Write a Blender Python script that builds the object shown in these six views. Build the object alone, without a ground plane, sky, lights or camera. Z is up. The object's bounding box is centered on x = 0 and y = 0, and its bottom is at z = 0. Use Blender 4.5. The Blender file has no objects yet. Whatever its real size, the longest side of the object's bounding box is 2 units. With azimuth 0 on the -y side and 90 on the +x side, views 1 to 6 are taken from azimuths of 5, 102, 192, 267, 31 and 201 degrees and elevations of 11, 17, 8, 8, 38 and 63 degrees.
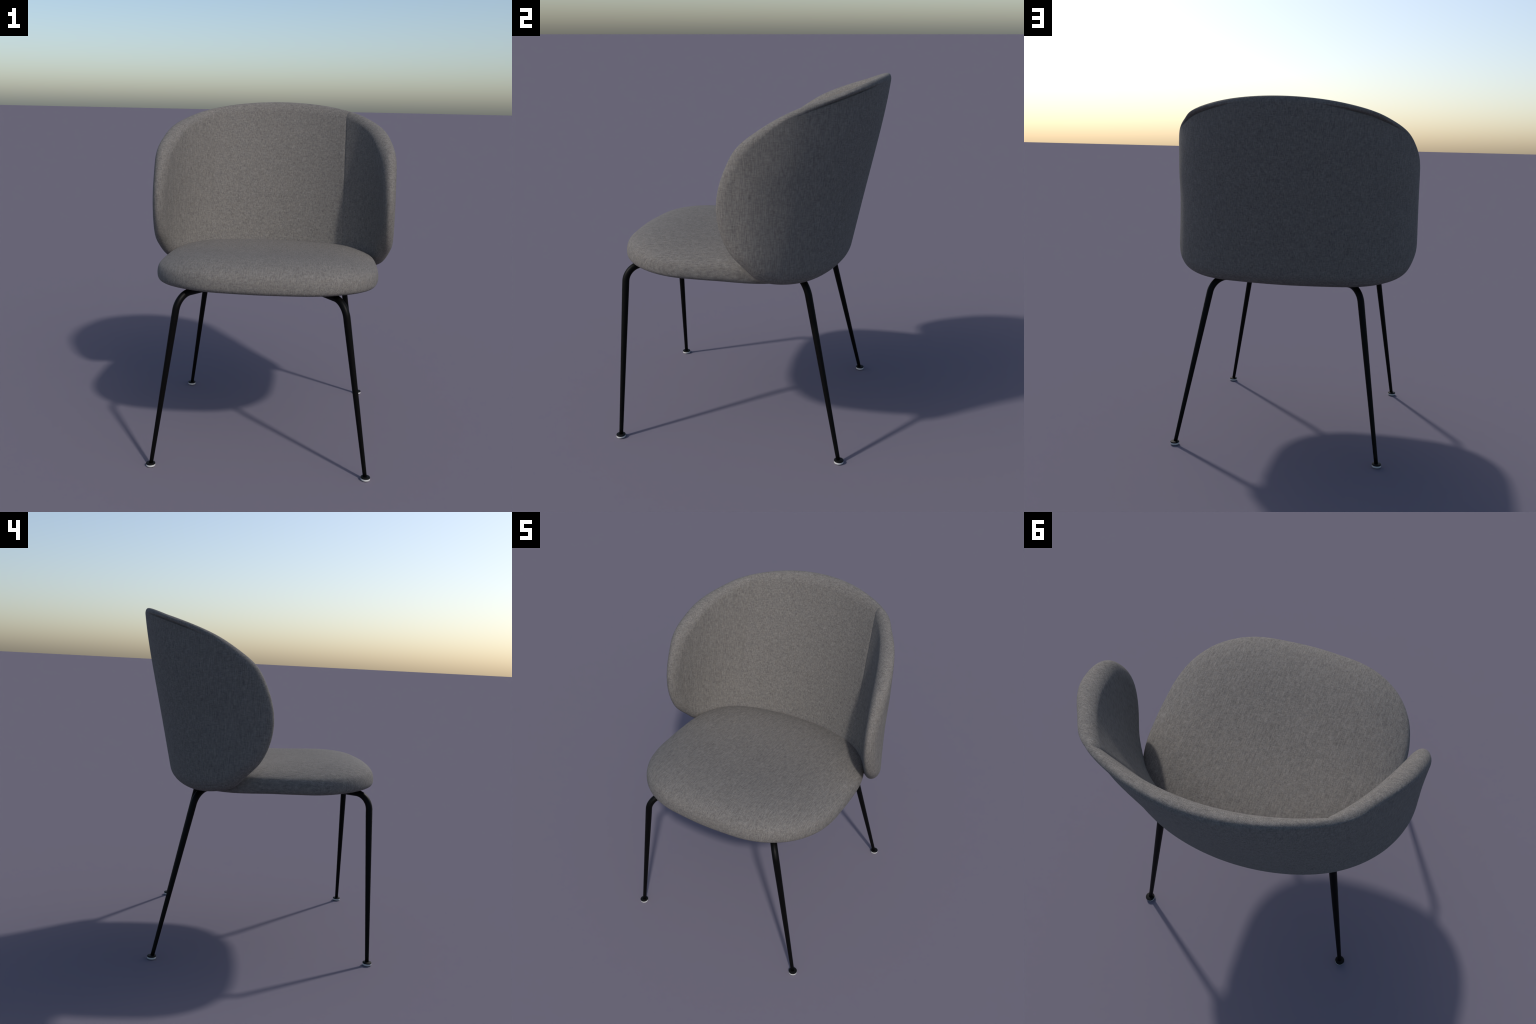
"""Upholstered dining chair: wrap-around shell backrest, domed seat, four tapered bent steel legs."""
import bpy
import numpy as np
from mathutils import Vector

# ------------------------------------------------------------------ helpers
def spline(pts, n, closed=False):
    """Catmull-Rom (centripetal-ish) through control points, n samples, evenly spaced in length."""
    P = np.array(pts, float)
    if closed:
        Q = np.vstack([P[-1:], P, P[:2]])
    else:
        Q = np.vstack([2 * P[:1] - P[1:2], P, 2 * P[-1:] - P[-2:-1]])
    out = []
    for i in range(1, len(Q) - 2):
        p0, p1, p2, p3 = Q[i - 1], Q[i], Q[i + 1], Q[i + 2]
        l0, l1, l2 = (np.linalg.norm(b - a) ** 0.5 for a, b in ((p0, p1), (p1, p2), (p2, p3)))
        m1 = l1 * ((p1 - p0) / l0 - (p2 - p0) / (l0 + l1) + (p2 - p1) / l1)
        m2 = l1 * ((p2 - p1) / l1 - (p3 - p1) / (l1 + l2) + (p3 - p2) / l2)
        t = np.linspace(0, 1, 60, endpoint=False)[:, None]
        out.append((2 * t**3 - 3 * t**2 + 1) * p1 + (t**3 - 2 * t**2 + t) * m1
                   + (-2 * t**3 + 3 * t**2) * p2 + (t**3 - t**2) * m2)
    out.append(Q[-2:-1])
    C = np.vstack(out)
    L = np.r_[0, np.cumsum(np.linalg.norm(np.diff(C, axis=0), axis=1))]
    s = np.linspace(0, L[-1], n + 1 if closed else n)
    R = np.stack([np.interp(s, L, C[:, k]) for k in range(C.shape[1])], 1)
    return R[:-1] if closed else R


def smooth(a, b, x):
    t = np.clip((x - a) / (b - a), 0, 1)
    return t * t * (3 - 2 * t)


def seg_distance(S, Z, C, chunk=4000):
    """Distance of points (S, Z) to the polyline C."""
    p = np.stack([S.ravel(), Z.ravel()], 1)
    a, b = C[:-1], C[1:]
    ab = b - a
    l2 = (ab**2).sum(1) + 1e-12
    out = np.empty(len(p))
    for i in range(0, len(p), chunk):
        q = p[i:i + chunk, None] - a[None]
        t = np.clip((q * ab).sum(2) / l2, 0, 1)
        e = q - t[..., None] * ab
        out[i:i + chunk] = np.sqrt((e**2).sum(2).min(1))
    return out.reshape(S.shape)


def round_in(d, r, p=2.0):
    """0 at the rim, 1 once d >= r, along a rounded (super)elliptic edge."""
    return (1 - (1 - np.clip(d / r, 0, 1)) ** p) ** (1 / p)


def vertex_normals(V, F):
    N = np.zeros_like(V)
    F = np.array(F)
    n = np.cross(V[F[:, 2]] - V[F[:, 0]], V[F[:, 3]] - V[F[:, 1]])
    for k in range(4):
        np.add.at(N, F[:, k], n)
    return N / (np.linalg.norm(N, axis=1, keepdims=True) + 1e-12)


def mesh_object(name, V, F, mat, parent, normals=None):
    me = bpy.data.meshes.new(name)
    me.from_pydata([tuple(v) for v in V], [], [tuple(dict.fromkeys(f)) for f in F])
    me.validate()
    me.update()
    me.polygons.foreach_set("use_smooth", [True] * len(me.polygons))
    if normals is not None:
        me.normals_split_custom_set_from_vertices([tuple(n) for n in normals])
    me.materials.append(mat)
    ob = bpy.data.objects.new(name, me)
    bpy.context.scene.collection.objects.link(ob)
    ob.parent = parent
    return ob


# ------------------------------------------------------------------ materials
class Nodes:
    def __init__(self, name):
        self.mat = bpy.data.materials.new(name)
        self.mat.use_nodes = True
        self.t = self.mat.node_tree
        self.t.nodes.clear()
        self.out = self.t.nodes.new("ShaderNodeOutputMaterial")
        self.bsdf = self.t.nodes.new("ShaderNodeBsdfPrincipled")
        self.t.links.new(self.bsdf.outputs[0], self.out.inputs[0])

    def put(self, sock, v):
        if isinstance(v, bpy.types.NodeSocket):
            self.t.links.new(v, sock)
        elif v is not None:
            sock.default_value = v

    def math(self, op, a, b=None, c=None):
        n = self.t.nodes.new("ShaderNodeMath")
        n.operation = op
        for s, v in zip(n.inputs, (a, b, c)):
            self.put(s, v)
        return n.outputs[0]

    def node(self, kind, **inputs):
        n = self.t.nodes.new(kind)
        for k, v in inputs.items():
            self.put(n.inputs[k], v)
        return n

    def combine(self, x, y, z=0.0):
        n = self.t.nodes.new("ShaderNodeCombineXYZ")
        for s, v in zip(n.inputs, (x, y, z)):
            self.put(s, v)
        return n.outputs[0]

    def noise(self, vec, scale, detail=2.0, rough=0.5):
        n = self.node("ShaderNodeTexNoise", Vector=vec, Scale=scale, Detail=detail, Roughness=rough)
        return n.outputs["Fac"]


def fabric(name, layout, base):
    """Melange plain-weave upholstery; `layout` says how thread directions run over the part."""
    N = Nodes(name)
    tc = N.t.nodes.new("ShaderNodeTexCoord")
    sp = N.t.nodes.new("ShaderNodeSeparateXYZ")
    N.t.links.new(tc.outputs["Object"], sp.inputs[0])
    x, y, z = sp.outputs
    def stretched(ax, ay, az, seed, detail=3.0, rough=0.6):
        vec = N.combine(N.math("MULTIPLY", x, ax), N.math("MULTIPLY", y, ay), N.math("MULTIPLY_ADD", z, az, seed))
        return N.noise(vec, 1.0, detail, rough)
    if layout == "shell":      # warp hangs vertically, weft runs round the shell
        u = N.math("MULTIPLY", N.math("ARCTAN2", x, N.math("ADD", y, 0.25)), 0.85)
        rad = N.math("SQRT", N.math("ADD", N.math("MULTIPLY", x, x), N.math("MULTIPLY", y, y)))
        v = N.math("SUBTRACT", z, N.math("MULTIPLY", rad, 0.8))
        warp = stretched(230.0, 230.0, 28.0, 1.7)
        slub = stretched(250.0, 250.0, 7.0, 21.0, 1.0)
        weft = stretched(46.0, 46.0, 240.0, 7.3)
        blot = stretched(70.0, 70.0, 44.0, 3.1, 3.0, 0.65)
        tint = stretched(80.0, 80.0, 45.0, 11.0, 2.0)
    else:                      # weft across, warp front to back and down over the edge
        drop = N.math("SUBTRACT", 1.15, z)
        u = N.math("MULTIPLY", x, N.math("MULTIPLY_ADD", drop, 1.5, 1.0))
        v = N.math("MULTIPLY", y, N.math("MULTIPLY_ADD", drop, 1.4, 1.0))
        warp = stretched(230.0, 32.0, 80.0, 1.7)
        slub = stretched(250.0, 7.0, 20.0, 21.0, 1.0)
        weft = stretched(46.0, 240.0, 240.0, 7.3)
        blot = stretched(70.0, 44.0, 60.0, 3.1, 3.0, 0.65)
        tint = stretched(80.0, 45.0, 60.0, 11.0, 2.0)
    grain = stretched(420.0, 420.0, 420.0, 5.0, 1.0)
    wob = N.math("MULTIPLY", N.math("SUBTRACT", N.noise(tc.outputs["Object"], 24.0, 5.0, 0.65), 0.5), 0.020)
    uu, vv = N.math("ADD", u, wob), N.math("SUBTRACT", v, wob)
    k = 2 * np.pi / 0.0063     # plain weave: over-under dots
    weave = N.math("MULTIPLY", N.math("SINE", N.math("MULTIPLY", uu, k)), N.math("SINE", N.math("MULTIPLY", vv, k)))
    weave = N.math("MULTIPLY", weave, N.math("MULTIPLY", blot, 2.0))
    mix = N.math("MULTIPLY_ADD", N.math("SUBTRACT", warp, 0.5), 1.0, 0.5)
    mix = N.math("MULTIPLY_ADD", N.math("SUBTRACT", slub, 0.5), 0.28, mix)
    mix = N.math("MULTIPLY_ADD", N.math("SUBTRACT", weft, 0.5), 0.80, mix)
    mix = N.math("MULTIPLY_ADD", N.math("SUBTRACT", blot, 0.5), 0.40, mix)
    mix = N.math("MULTIPLY_ADD", N.math("SUBTRACT", grain, 0.5), 0.40, mix)
    mix = N.math("MULTIPLY_ADD", weave, 0.11, mix)
    ramp = N.t.nodes.new("ShaderNodeValToRGB")
    N.t.links.new(mix, ramp.inputs[0])
    el = ramp.color_ramp.elements
    el[0].position, el[1].position = 0.05, 0.95
    b = np.array(base)
    el[0].color = (*(b * np.array([0.50, 0.50, 0.51])), 1)
    el[1].color = (*(b * np.array([1.50, 1.49, 1.47])), 1)
    # warm and cool yarns mixed
    mc = N.t.nodes.new("ShaderNodeMix")
    mc.data_type, mc.blend_type = "RGBA", "MULTIPLY"
    mc.inputs[0].default_value = 1.0
    N.t.links.new(ramp.outputs[0], mc.inputs[6])
    tr = N.t.nodes.new("ShaderNodeValToRGB")
    N.t.links.new(tint, tr.inputs[0])
    tr.color_ramp.elements[0].position, tr.color_ramp.elements[1].position = 0.35, 0.65
    tr.color_ramp.elements[0].color = (0.99, 0.995, 1.01, 1)
    tr.color_ramp.elements[1].color = (1.012, 0.998, 0.985, 1)
    N.t.links.new(tr.outputs[0], mc.inputs[7])
    N.t.links.new(mc.outputs[2], N.bsdf.inputs["Base Color"])
    h = N.math("MULTIPLY_ADD", weave, 0.30, N.math("ADD", N.math("ADD", warp, weft), grain))
    bump = N.node("ShaderNodeBump", Strength=0.30, Distance=0.0022, Height=h)
    N.t.links.new(bump.outputs[0], N.bsdf.inputs["Normal"])
    N.bsdf.inputs["Roughness"].default_value = 0.92
    N.bsdf.inputs["Specular IOR Level"].default_value = 0.18
    N.bsdf.inputs["Sheen Weight"].default_value = 0.03
    N.bsdf.inputs["Sheen Roughness"].default_value = 0.5
    return N.mat


def plain(name, color, rough, spec=0.5, grain=0.0):
    N = Nodes(name)
    tc = N.t.nodes.new("ShaderNodeTexCoord")
    f = N.noise(tc.outputs["Object"], 60.0, 3.0)
    ramp = N.t.nodes.new("ShaderNodeValToRGB")
    N.t.links.new(f, ramp.inputs[0])
    c = np.array(color)
    ramp.color_ramp.elements[0].color = (*(c * 0.9), 1)
    ramp.color_ramp.elements[1].color = (*(c * 1.1), 1)
    N.t.links.new(ramp.outputs[0], N.bsdf.inputs["Base Color"])
    N.bsdf.inputs["Roughness"].default_value = rough
    N.bsdf.inputs["Specular IOR Level"].default_value = spec
    if grain:
        b = N.node("ShaderNodeBump", Strength=grain, Distance=0.0005,
                   Height=N.noise(tc.outputs["Object"], 700.0, 2.0))
        N.t.links.new(b.outputs[0], N.bsdf.inputs["Normal"])
    return N.mat


GREY = (0.142, 0.1345, 0.1265)
shell_cloth = fabric("woven_shell_fabric", "shell", GREY)
seat_cloth = fabric("woven_seat_fabric", "seat", GREY)
black_steel = plain("black_powder_coat", (0.0017, 0.0017, 0.0017), 0.48, 0.11, 0.10)
black_plastic = plain("black_glide_top", (0.003, 0.003, 0.003), 0.6, 0.15)
white_plastic = plain("white_glide_base", (0.47, 0.47, 0.47), 0.5, 0.3)

chair = bpy.data.objects.new("upholstered_chair", None)
bpy.context.scene.collection.objects.link(chair)
chair["label"] = "grey fabric dining chair with wraparound back and slim black legs"
chair["category"] = "dining chair"

# ------------------------------------------------------------------ backrest
W, Y0 = 0.727, 0.05                       # half width of the shell, where its sides run straight
BACK = np.array([(0.90, 0.505), (0.97, 0.522), (1.07, 0.541), (1.25, 0.579), (1.40, 0.613), (1.60, 0.652),
                 (1.80, 0.694), (1.90, 0.711), (1.97, 0.7195), (2.01, 0.723)])
def back_y(z):                            # outer face on the centre line
    c = np.polyfit(BACK[:, 0], BACK[:, 1], 4)
    return np.polyval(c, z)
def half_w(z):                            # faint waist
    return W + 0.007 * np.clip((z - 1.45) / 0.3, -1, 1) ** 2 - 0.004

TH = np.linspace(0, np.pi / 2, 400)
ARC = np.r_[0, np.cumsum(np.hypot(np.diff(W * np.sin(TH)), np.diff(0.57 * np.cos(TH))))]
S90 = ARC[-1]
def s_of_theta(deg):
    return float(np.interp(np.radians(deg), TH, ARC))
def theta_of_s(s):
    return np.interp(s, ARC, TH)

def outer(s, z):
    a = np.abs(s)
    th, ext = theta_of_s(np.minimum(a, S90)), np.maximum(a - S90, 0)
    lean = smooth(1.55, 1.85, z) * smooth(44, 58, np.degrees(th)) * (1 - smooth(76, 90, np.degrees(th)))
    tucked = smooth(1.60, 1.40, z) * smooth(30, 55, np.degrees(th)) * (1 - smooth(68, 88, np.degrees(th)))
    w = half_w(z) * (1 - 0.013 * lean - 0.010 * tucked)    # corners draw in a little
    x = w * np.sin(th) + 0.007 * smooth(S90 - 0.35, S90 + 0.05, a)
    y = Y0 + (back_y(z) - Y0) * np.cos(th) - ext
    return np.stack([np.sign(s) * x, y, z], -1)

CREASE_X = 0.43
S_CREASE = s_of_theta(np.degrees(np.arcsin(0.468 / W)))
S_TIP = S90 + 0.117
def inner(s, z):
    a = np.abs(s)
    yi = 0.652 - 0.270 * (1.97 - z)       # padded front of the back, on the centre line
    xc = CREASE_X * np.sin(theta_of_s(np.minimum(a, S_CREASE))) / np.sin(theta_of_s(S_CREASE))
    yc = yi - 0.092 * (xc / CREASE_X) ** 2
    yk = yi - 0.092
    t = np.clip((a - S_CREASE) / (S_TIP - S_CREASE), 0, 1)
    q = smooth(1.70, 1.05, z)             # the fold between cushions fades out towards the seat
    x1, x2 = 0.646 + 0.016 * q, 0.657 + 0.003 * q
    xw = (1 - t) ** 2 * CREASE_X + 2 * t * (1 - t) * x1 + t**2 * x2
    yw = (1 - t) ** 2 * yk + 2 * t * (1 - t) * (yk - (1.12 - 0.55 * q) * (x1 - CREASE_X)) + t**2 * (-0.07)
    wing = a > S_CREASE
    return np.stack([np.sign(s) * np.where(wing, xw, xc), np.where(wing, yw, yc), z], -1)

def ext_s(y):                             # arc position of a rim point on the straight part
    return S90 + (Y0 - y)
rim_top = [(0, 2.000), (8, 1.998), (20, 1.987), (30, 1.970), (40, 1.947), (51, 1.914), (61, 1.878), (71, 1.831), (80, 1.769)]
rim_front = [(0.050, 1.685), (0.003, 1.600), (-0.037, 1.500), (-0.054, 1.410), (-0.049, 1.320), (-0.022, 1.233), (0.025, 1.155)]
rim_low = [(83.6, 1.086), (76.5, 1.029), (66.5, 0.999), (56, 0.981), (46, 0.970), (34, 0.965), (18, 0.967), (0, 0.967)]
ctrl = [(s_of_theta(a), z) for a, z in rim_top] + [(ext_s(y), z) for y, z in rim_front] \
    + [(s_of_theta(a), z) for a, z in rim_low]
OUT = spline([(-p, q) for p, q in ctrl[4:0:-1]] + ctrl
             + [(-p, q) for p, q in ctrl[-2:-6:-1]], 1400)
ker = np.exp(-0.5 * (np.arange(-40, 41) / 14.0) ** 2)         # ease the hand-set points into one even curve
ker /= ker.sum()
OUT = np.stack([np.convolve(np.pad(OUT[:, q], 40, mode="edge"), ker, "valid") for q in (0, 1)], 1)
keep = OUT[:, 0] >= -1e-9
half = OUT[keep]
half[0, 0] = half[-1, 0] = 0.0
tip = int(half[:, 0].argmax())
S_MAX = half[tip, 0]
z_tip = half[tip, 1]
top, low = half[:tip + 1], half[tip:][::-1]
outline = np.vstack([half, (half * [-1, 1])[::-1]])

NS, NZ = 220, 250
j = np.linspace(0, 1, NS)
sh = S_MAX * np.sin(np.pi / 2 * j)
ic = int(np.abs(sh - S_CREASE).argmin())
sh[ic] = S_CREASE
sv = np.r_[-sh[:0:-1], sh]
vv = (1 - np.cos(np.pi * np.linspace(0, 1, NZ))) / 2
zt = np.interp(np.abs(sv), np.maximum.accumulate(top[:, 0]), top[:, 1])
zb = np.interp(np.abs(sv), np.maximum.accumulate(low[:, 0]), low[:, 1])
S = np.repeat(sv[:, None], NZ, 1)
Zg = zb[:, None] + (zt - zb)[:, None] * vv[None]
D = seg_distance(S, Zg, outline[::2])
D[:, 0] = D[:, -1] = D[0] = D[-1] = 0.0

O, I = outer(S, Zg), inner(S, Zg)
A = np.abs(S)
toplow = smooth(1.25, 1.02, Zg)                              # 1 at the bottom edge
front = smooth(S90 - 0.25, S90 + 0.05, A)
bias = 0.36 + 0.14 * front + 0.12 * toplow * (1 - front)      # where the rim line sits in the thickness
r_out = 0.036 + 0.025 * front + 0.045 * toplow * (1 - front)
r_out = r_out - 0.014 * smooth(1.55, 1.75, Zg) * smooth(25, 40, np.degrees(theta_of_s(np.minimum(A, S90)))) * (1 - front)
# seam between the back panel and the padded rim: gapes at the upper corners
ang = np.degrees(theta_of_s(np.minimum(A, S90)))
upper = smooth(1.55, 1.75, Zg)
gape = upper * smooth(14, 34, ang) * (1 - smooth(50, 66, ang))
r_in = 0.060 + 0.016 * front + 0.02 * toplow - 0.013 * upper * smooth(28, 40, ang) * (1 - smooth(55, 85, ang))
M = O + (I - O) * bias[..., None]
go, gi = round_in(D, r_out, 2.1), round_in(D, r_in, 2.0)
faint = 0.20 * smooth(1.1, 1.02, Zg)
D_SEAM = 0.030
groove = np.exp(-((D - D_SEAM) / 0.0030) ** 2) * (0.011 * gape + 0.012 * faint)
recess = smooth(D_SEAM - 0.002, D_SEAM + 0.004, D) * (1 - smooth(0.05, 0.20, D)) * 0.004 * gape
Uo = M + (O - M) * go[..., None]
bulge = np.sin(np.pi * np.clip(D / D_SEAM, 0, 1)) * (0.0045 * gape * (1 - smooth(44, 56, ang)) + 0.009 * upper * np.exp(-((ang - 42) / 8.0) ** 2))
nrm = (O - I) / np.linalg.norm(O - I, axis=-1, keepdims=True)
Uo = Uo - nrm * (groove + recess - bulge)[..., None]
# slight tuck where the cushions are sewn together
tuck = np.exp(-((A - S_CREASE) / 0.006) ** 2) * 0.0022 * smooth(0.0, 0.006, D)
Uo = Uo - nrm * (0.5 * tuck * (1 - smooth(0.018, D_SEAM, D)) * upper)[..., None]
Ui = M + (I - M) * gi[..., None] + nrm * tuck[..., None]

ncol = len(sv)
base_n = ncol * NZ
idx_o = np.arange(base_n).reshape(ncol, NZ)
idx_i = idx_o + base_n
rim_mask = np.zeros((ncol, NZ), bool)
rim_mask[:, 0] = rim_mask[:, -1] = rim_mask[0] = rim_mask[-1] = True
idx_i = np.where(rim_mask, idx_o, idx_i)
V = np.vstack([Uo.reshape(-1, 3), Ui.reshape(-1, 3)])
a, b = np.meshgrid(np.arange(ncol - 1), np.arange(NZ - 1), indexing="ij")
a, b = a.ravel(), b.ravel()
quad = lambda ix: np.stack([ix[a, b], ix[a, b + 1], ix[a + 1, b + 1], ix[a + 1, b]], 1)
Fo, Fi = quad(idx_o), quad(idx_i)[:, ::-1]
if np.cross(V[Fo[len(Fo) // 2, 1]] - V[Fo[len(Fo) // 2, 0]], V[Fo[len(Fo) // 2, 2]] - V[Fo[len(Fo) // 2, 1]])[1] < 0:
    Fo, Fi = Fo[:, ::-1], Fi[:, ::-1]
body_n = vertex_normals(V, np.vstack([Fo, Fi]))

# the two end columns collapse to the wing tip: merge them into one vertex each
merge = np.arange(len(V))
for col in (0, ncol - 1):
    merge[idx_o[col]] = idx_o[col, NZ // 2]
    body_n[idx_o[col]] = body_n[idx_o[col]].mean(0)
Fo, Fi = merge[Fo], merge[Fi]

d_face = D[a, b]
mid_s = (sv[a] + sv[a + 1]) / 2
panel = (d_face > D_SEAM) & (D[a + 1, b + 1] > D_SEAM)
side_r, side_l = mid_s > S_CREASE, mid_s < -S_CREASE
mid_c = ~(side_r | side_l)
crease_cols = [i for i in range(ncol) if abs(abs(sv[i]) - S_CREASE) < 1e-9]
crease_idx = set(np.concatenate([idx_i[i, 1:-1] for i in crease_cols]).tolist())

def backrest_part(name, faces, parent, soft=False):
    used = np.unique(faces)
    remap = -np.ones(len(V), int)
    remap[used] = np.arange(len(used))
    Fp = remap[faces]
    n = body_n[used].copy()
    if soft:                              # real seam: each cushion keeps its own shading there
        own = vertex_normals(V[used], Fp)
        for q, u in enumerate(used):
            if u in crease_idx:
                n[q] = own[q]
    return mesh_object(name, V[used], Fp, shell_cloth, parent, n)

backrest = bpy.data.objects.new("backrest", None)
backrest.parent = chair
bpy.context.scene.collection.objects.link(backrest)
backrest_part("back_panel", Fo[panel], backrest)
backrest_part("back_cushion", np.vstack([Fo[~panel & mid_c], Fi[mid_c]]), backrest, True)
backrest_part("side_cushion", np.vstack([Fo[~panel & side_r], Fi[side_r]]), backrest, True)
backrest_part("side_cushion", np.vstack([Fo[~panel & side_l], Fi[side_l]]), backrest, True)

# ------------------------------------------------------------------ seat
seat_half = [(0, -0.724), (0.15, -0.717), (0.28, -0.701), (0.40, -0.657), (0.512, -0.572), (0.590, -0.453), (0.627, -0.320),
             (0.635, -0.200), (0.636, -0.070), (0.627, 0.070), (0.600, 0.180), (0.55, 0.275), (0.47, 0.352), (0.355, 0.406),
             (0.19, 0.440), (0, 0.452)]
ring = spline(seat_half + [(-x, y) for x, y in seat_half[1:-1]][::-1], 360, closed=True)
centre = np.array([0, -0.14])
f = 1 - (1 - np.cos(np.pi / 2 * np.linspace(0, 1, 70)))      # 1 at the edge .. 0 at the centre
f = 1 - (1 - np.cos(np.linspace(0, np.pi / 2, 70)))
f = np.r_[f[:-1], 0.004]
G = centre + (ring - centre)[None] * f[:, None, None]
closed_ring = np.vstack([ring, ring[:1]])
Ds = seg_distance(G[..., 0], G[..., 1], closed_ring)
Ds[0] = 0
fr = smooth(-0.30, -0.70, G[..., 1])
z_eq = 1.032 + 0.006 * fr
fall = np.clip((G[..., 1] + 0.68) / 0.68, 0, 1)
crown = 0.149 - 0.053 * (1 - (1 - fall) ** 1.6)
zt_s = z_eq + 0.022 * round_in(Ds, 0.020, 2.0) + (crown - 0.022) * round_in(Ds, 0.40 - 0.15 * smooth(-0.35, 0.22, G[..., 1]), 2.0)
zb_s = z_eq - (0.052 - 0.008 * smooth(0.20, -0.10, G[..., 1]) - 0.010 * fr) * round_in(Ds, 0.030, 2.4) - (0.030 - 0.016 * smooth(0.25, -0.15, G[..., 1]) - 0.010 * fr) * smooth(0.0, 0.20, Ds)
nr, nc = G.shape[:2]
Vt = np.concatenate([G, zt_s[..., None]], 2).reshape(-1, 3)
Vb = np.concatenate([G, zb_s[..., None]], 2).reshape(-1, 3)
it = np.arange(nr * nc).reshape(nr, nc)
ib = it + nr * nc
ib[0] = it[0]
r, c = np.meshgrid(np.arange(nr - 1), np.arange(nc), indexing="ij")
r, c = r.ravel(), c.ravel()
c2 = (c + 1) % nc
Ft = np.stack([it[r, c], it[r, c2], it[r + 1, c2], it[r + 1, c]], 1)
Fb = np.stack([ib[r, c], ib[r + 1, c], ib[r + 1, c2], ib[r, c2]], 1)
faces = [tuple(q) for q in np.vstack([Ft, Fb])]
Vs = np.vstack([Vt, Vb])
faces += [tuple(it[-1]), tuple(ib[-1][::-1])]
used = sorted({i for q in faces for i in q})
rm = {u: i for i, u in enumerate(used)}
mesh_object("seat", Vs[used], [tuple(rm[i] for i in q) for q in faces], seat_cloth, chair)

# ------------------------------------------------------------------ legs
def tube(path, radius, sides=28):
    P = np.array(path)
    T = np.gradient(P, axis=0)
    T /= np.linalg.norm(T, axis=1, keepdims=True)
    n = np.cross(T[0], [0.3, 1, 0.1])
    n /= np.linalg.norm(n)
    rings = []
    for p, t, rr in zip(P, T, radius):
        n = n - t * (n @ t)
        n /= np.linalg.norm(n)
        bi = np.cross(t, n)
        w = np.linspace(0, 2 * np.pi, sides, endpoint=False)
        rings.append(p + rr * (np.cos(w)[:, None] * n + np.sin(w)[:, None] * bi))
    Vp = np.vstack(rings)
    Fq = []
    for i in range(len(P) - 1):
        for k in range(sides):
            k2 = (k + 1) % sides
            Fq.append((i * sides + k, i * sides + k2, (i + 1) * sides + k2, (i + 1) * sides + k))
    Fq.append(tuple(range(sides))[::-1])
    Fq.append(tuple((len(P) - 1) * sides + k for k in range(sides)))
    return Vp, Fq


def lathe(profile, sides=48):
    Vp, Fq = [], []
    w = np.linspace(0, 2 * np.pi, sides, endpoint=False)
    for rr, zz in profile:
        Vp += [(rr * np.cos(q), rr * np.sin(q), zz) for q in w]
    m = len(profile)
    for i in range(m - 1):
        for k in range(sides):
            k2 = (k + 1) % sides
            Fq.append((i * sides + k, i * sides + k2, (i + 1) * sides + k2, (i + 1) * sides + k))
    Fq.append(tuple(range(sides))[::-1])
    Fq.append(tuple((m - 1) * sides + k for k in range(sides)))
    return np.array(Vp), Fq


for side in (1, -1):
    for foot_xy, lean, Z_BAR in (((0.590, -0.677), (-0.154, 0.027), 0.977), ((0.590, 0.569), (-0.162, -0.227), 0.964)):
        foot = np.array([*foot_xy, 0.0])
        up = np.array([*lean, 1.0])
        corner = foot + up * Z_BAR
        inward = np.array([-corner[0], -corner[1] - 0.02, 0.0])
        inward /= np.linalg.norm(inward)
        cut = 0.086
        upn = up / np.linalg.norm(up)
        p0, p2 = corner - upn * cut, corner + inward * cut
        low_pts = [foot + up * (0.012 + q * (p0[2] - 0.012)) for q in np.linspace(0, 1, 24)]
        t = np.linspace(0, 1, 22)[1:, None]
        w = 0.74                                             # rational quadratic: near-circular bend
        den = (1 - t) ** 2 + 2 * w * t * (1 - t) + t**2
        bend = ((1 - t) ** 2 * p0 + 2 * w * t * (1 - t) * corner + t**2 * p2) / den
        bar = [p2 + inward * q for q in np.linspace(0.02, 0.42, 10)]
        path = np.vstack([low_pts, bend, bar])
        path[:, 0] *= side
        rad = 0.0108 + (0.0193 - 0.0108) * np.clip(path[:, 2] / 0.86, 0, 1)
        Vl, Fl = tube(path, rad)
        origin = np.array([foot[0] * side, foot[1], 0.0])
        leg = mesh_object("leg", Vl - origin, Fl, black_steel, chair)
        leg.location = origin
        cap_v, cap_f = lathe([(0.0240, 0.0108), (0.0256, 0.0118), (0.0258, 0.0150), (0.0250, 0.0170), (0.0225, 0.0180), (0.010, 0.0186)])
        mesh_object("glide_cap", cap_v, cap_f, black_plastic, leg)
        pad_v, pad_f = lathe([(0.0235, 0.0), (0.0252, 0.0012), (0.0256, 0.0030), (0.0256, 0.0100), (0.0250, 0.0112), (0.020, 0.0114)])
        mesh_object("glide_pad", pad_v, pad_f, white_plastic, leg)
for ob in bpy.data.objects:
    if ob.name.startswith("glide"):
        m = ob.modifiers.new("edge", "EDGE_SPLIT")
        m.split_angle = 0.9
